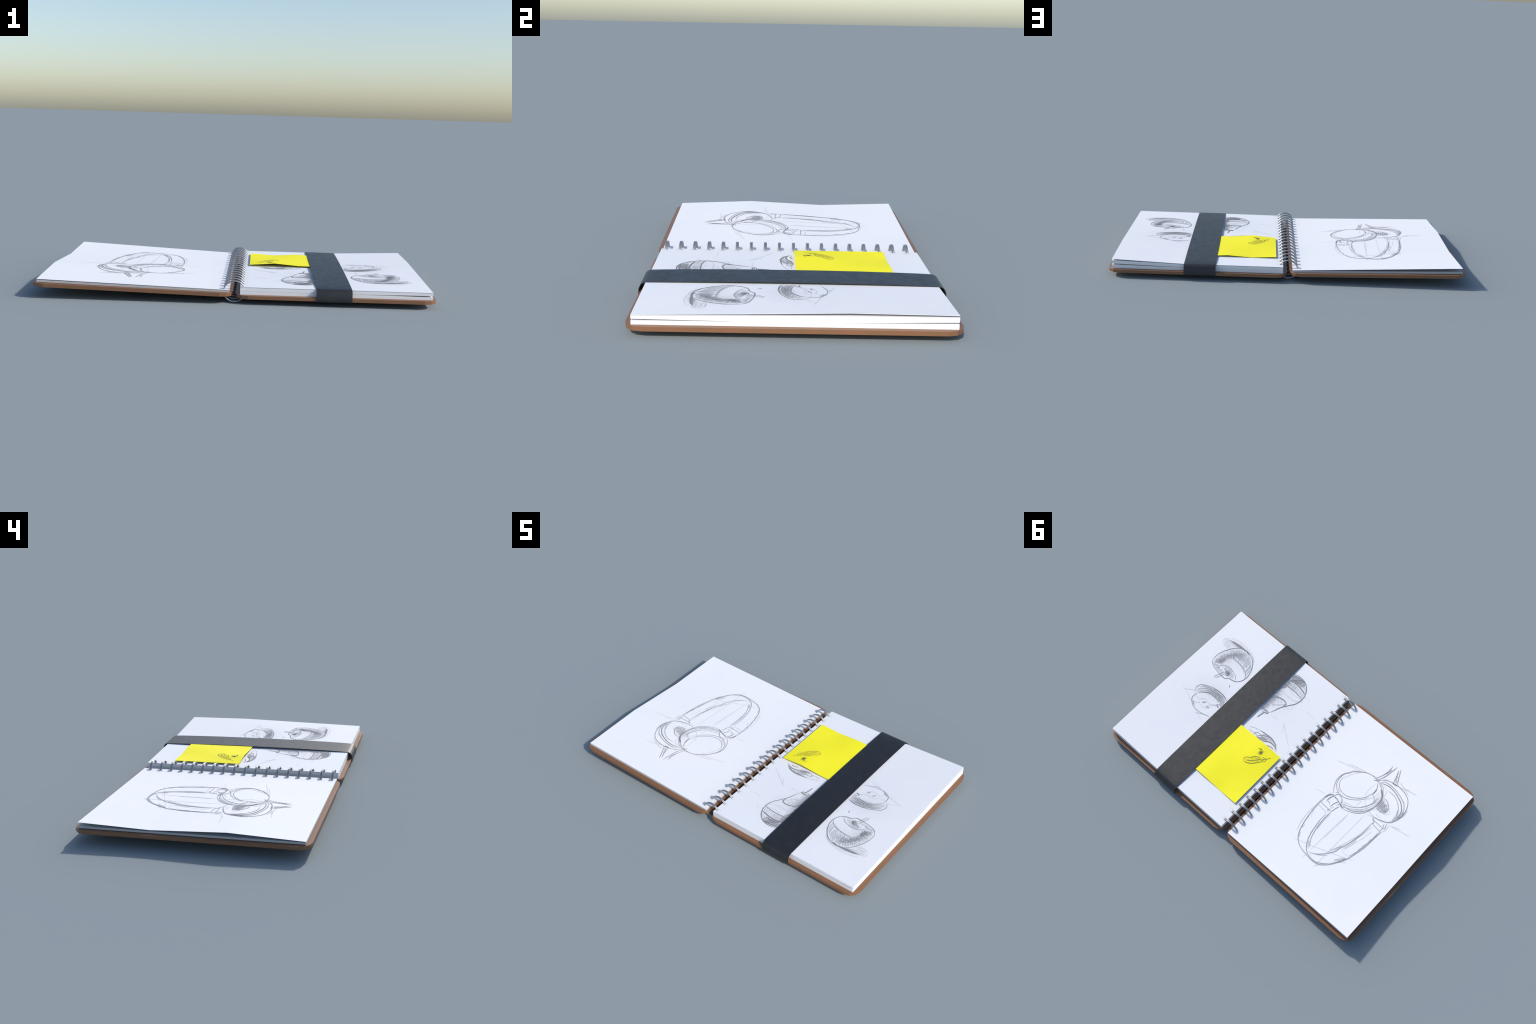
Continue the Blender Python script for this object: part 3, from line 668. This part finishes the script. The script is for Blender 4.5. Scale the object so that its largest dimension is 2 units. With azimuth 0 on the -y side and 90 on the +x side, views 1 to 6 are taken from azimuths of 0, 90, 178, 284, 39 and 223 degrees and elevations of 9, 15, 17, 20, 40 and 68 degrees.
PLACES = {"headphone_drawing": (left_page, left_sheet, ("near_cup", "far_cup", "cables", "headband")),
          "apple_drawing": (right_page, right_sheet, ("apple",)), "half_apple_drawing": (right_page, right_sheet, ("half",)),
          "pear_drawing": (right_page, right_sheet, ("pear",)), "lemon_drawing": (right_page, right_sheet, ("bowl",)),
          "feather_drawing": (note, note_surface, ("feather",)), "seal_drawing": (note, note_surface, ("emblem",))}
for name, (owner, surface, groups) in PLACES.items():
    sk = Sketch(surface)
    for gname in groups:
        for item in DRAWINGS[gname]:
            tone, w = item[0], item[1]
            if item[2] == "hatch":
                count = item[3]
                A, B = along(mm(item[4]), count), along(mm(item[6]), count)
                for a, b in zip(A, B):
                    j = lambda: np.array([random.uniform(-1, 1), random.uniform(-1, 1)]) * 0.004
                    k0, k1 = random.uniform(0, 0.2), random.uniform(0.75, 1.1)
                    s, e = a + (b - a) * k0 + j() * 0.6, a + (b - a) * k1 + j()
                    mid = (s + e) / 2 + np.array([-(e - s)[1], (e - s)[0]]) * random.uniform(-0.06, 0.06)
                    sk.stroke([s, mid, e], tone, w * WEIGHT * random.uniform(0.7, 1.15))
            else:
                P = mm(item[2])
                sk.stroke(P, "c" if tone == "l" and w <= 2 else tone, w * WEIGHT)
                if tone in "md" and len(P) > 5:
                    # searching lines: the pencil goes over a long contour again, a little beside it
                    for k in range(2):
                        a, b = sorted((random.randint(0, len(P) - 1), random.randint(0, len(P) - 1)))
                        if b - a > 2:
                            d = np.array([random.uniform(-1, 1), random.uniform(-1, 1)]) * 0.003
                            sk.stroke([p + d for p in P[a:b + 1]], "l", 1.7 * WEIGHT, wobble=0.002)
    sk.build(name, owner)

# soft occlusion shading where the loops enter the pages, drawn as thin grey rings
for owner, surface, x, nm in ((left_page, left_sheet, -0.0570, "drawn_hole_shading"), (right_page, right_sheet, 0.0520, "drawn_hole_shading")):
    sk = Sketch(surface)
    for y in RING_YS:
        c = [np.array([x + 0.0115 * math.cos(a), y - 0.002 + 0.0115 * math.sin(a)]) for a in np.linspace(0, 2 * math.pi, 13)]
        sk.stroke(c, "f", 0.0016, taper=False, wobble=0)
    sk.build(nm, owner)
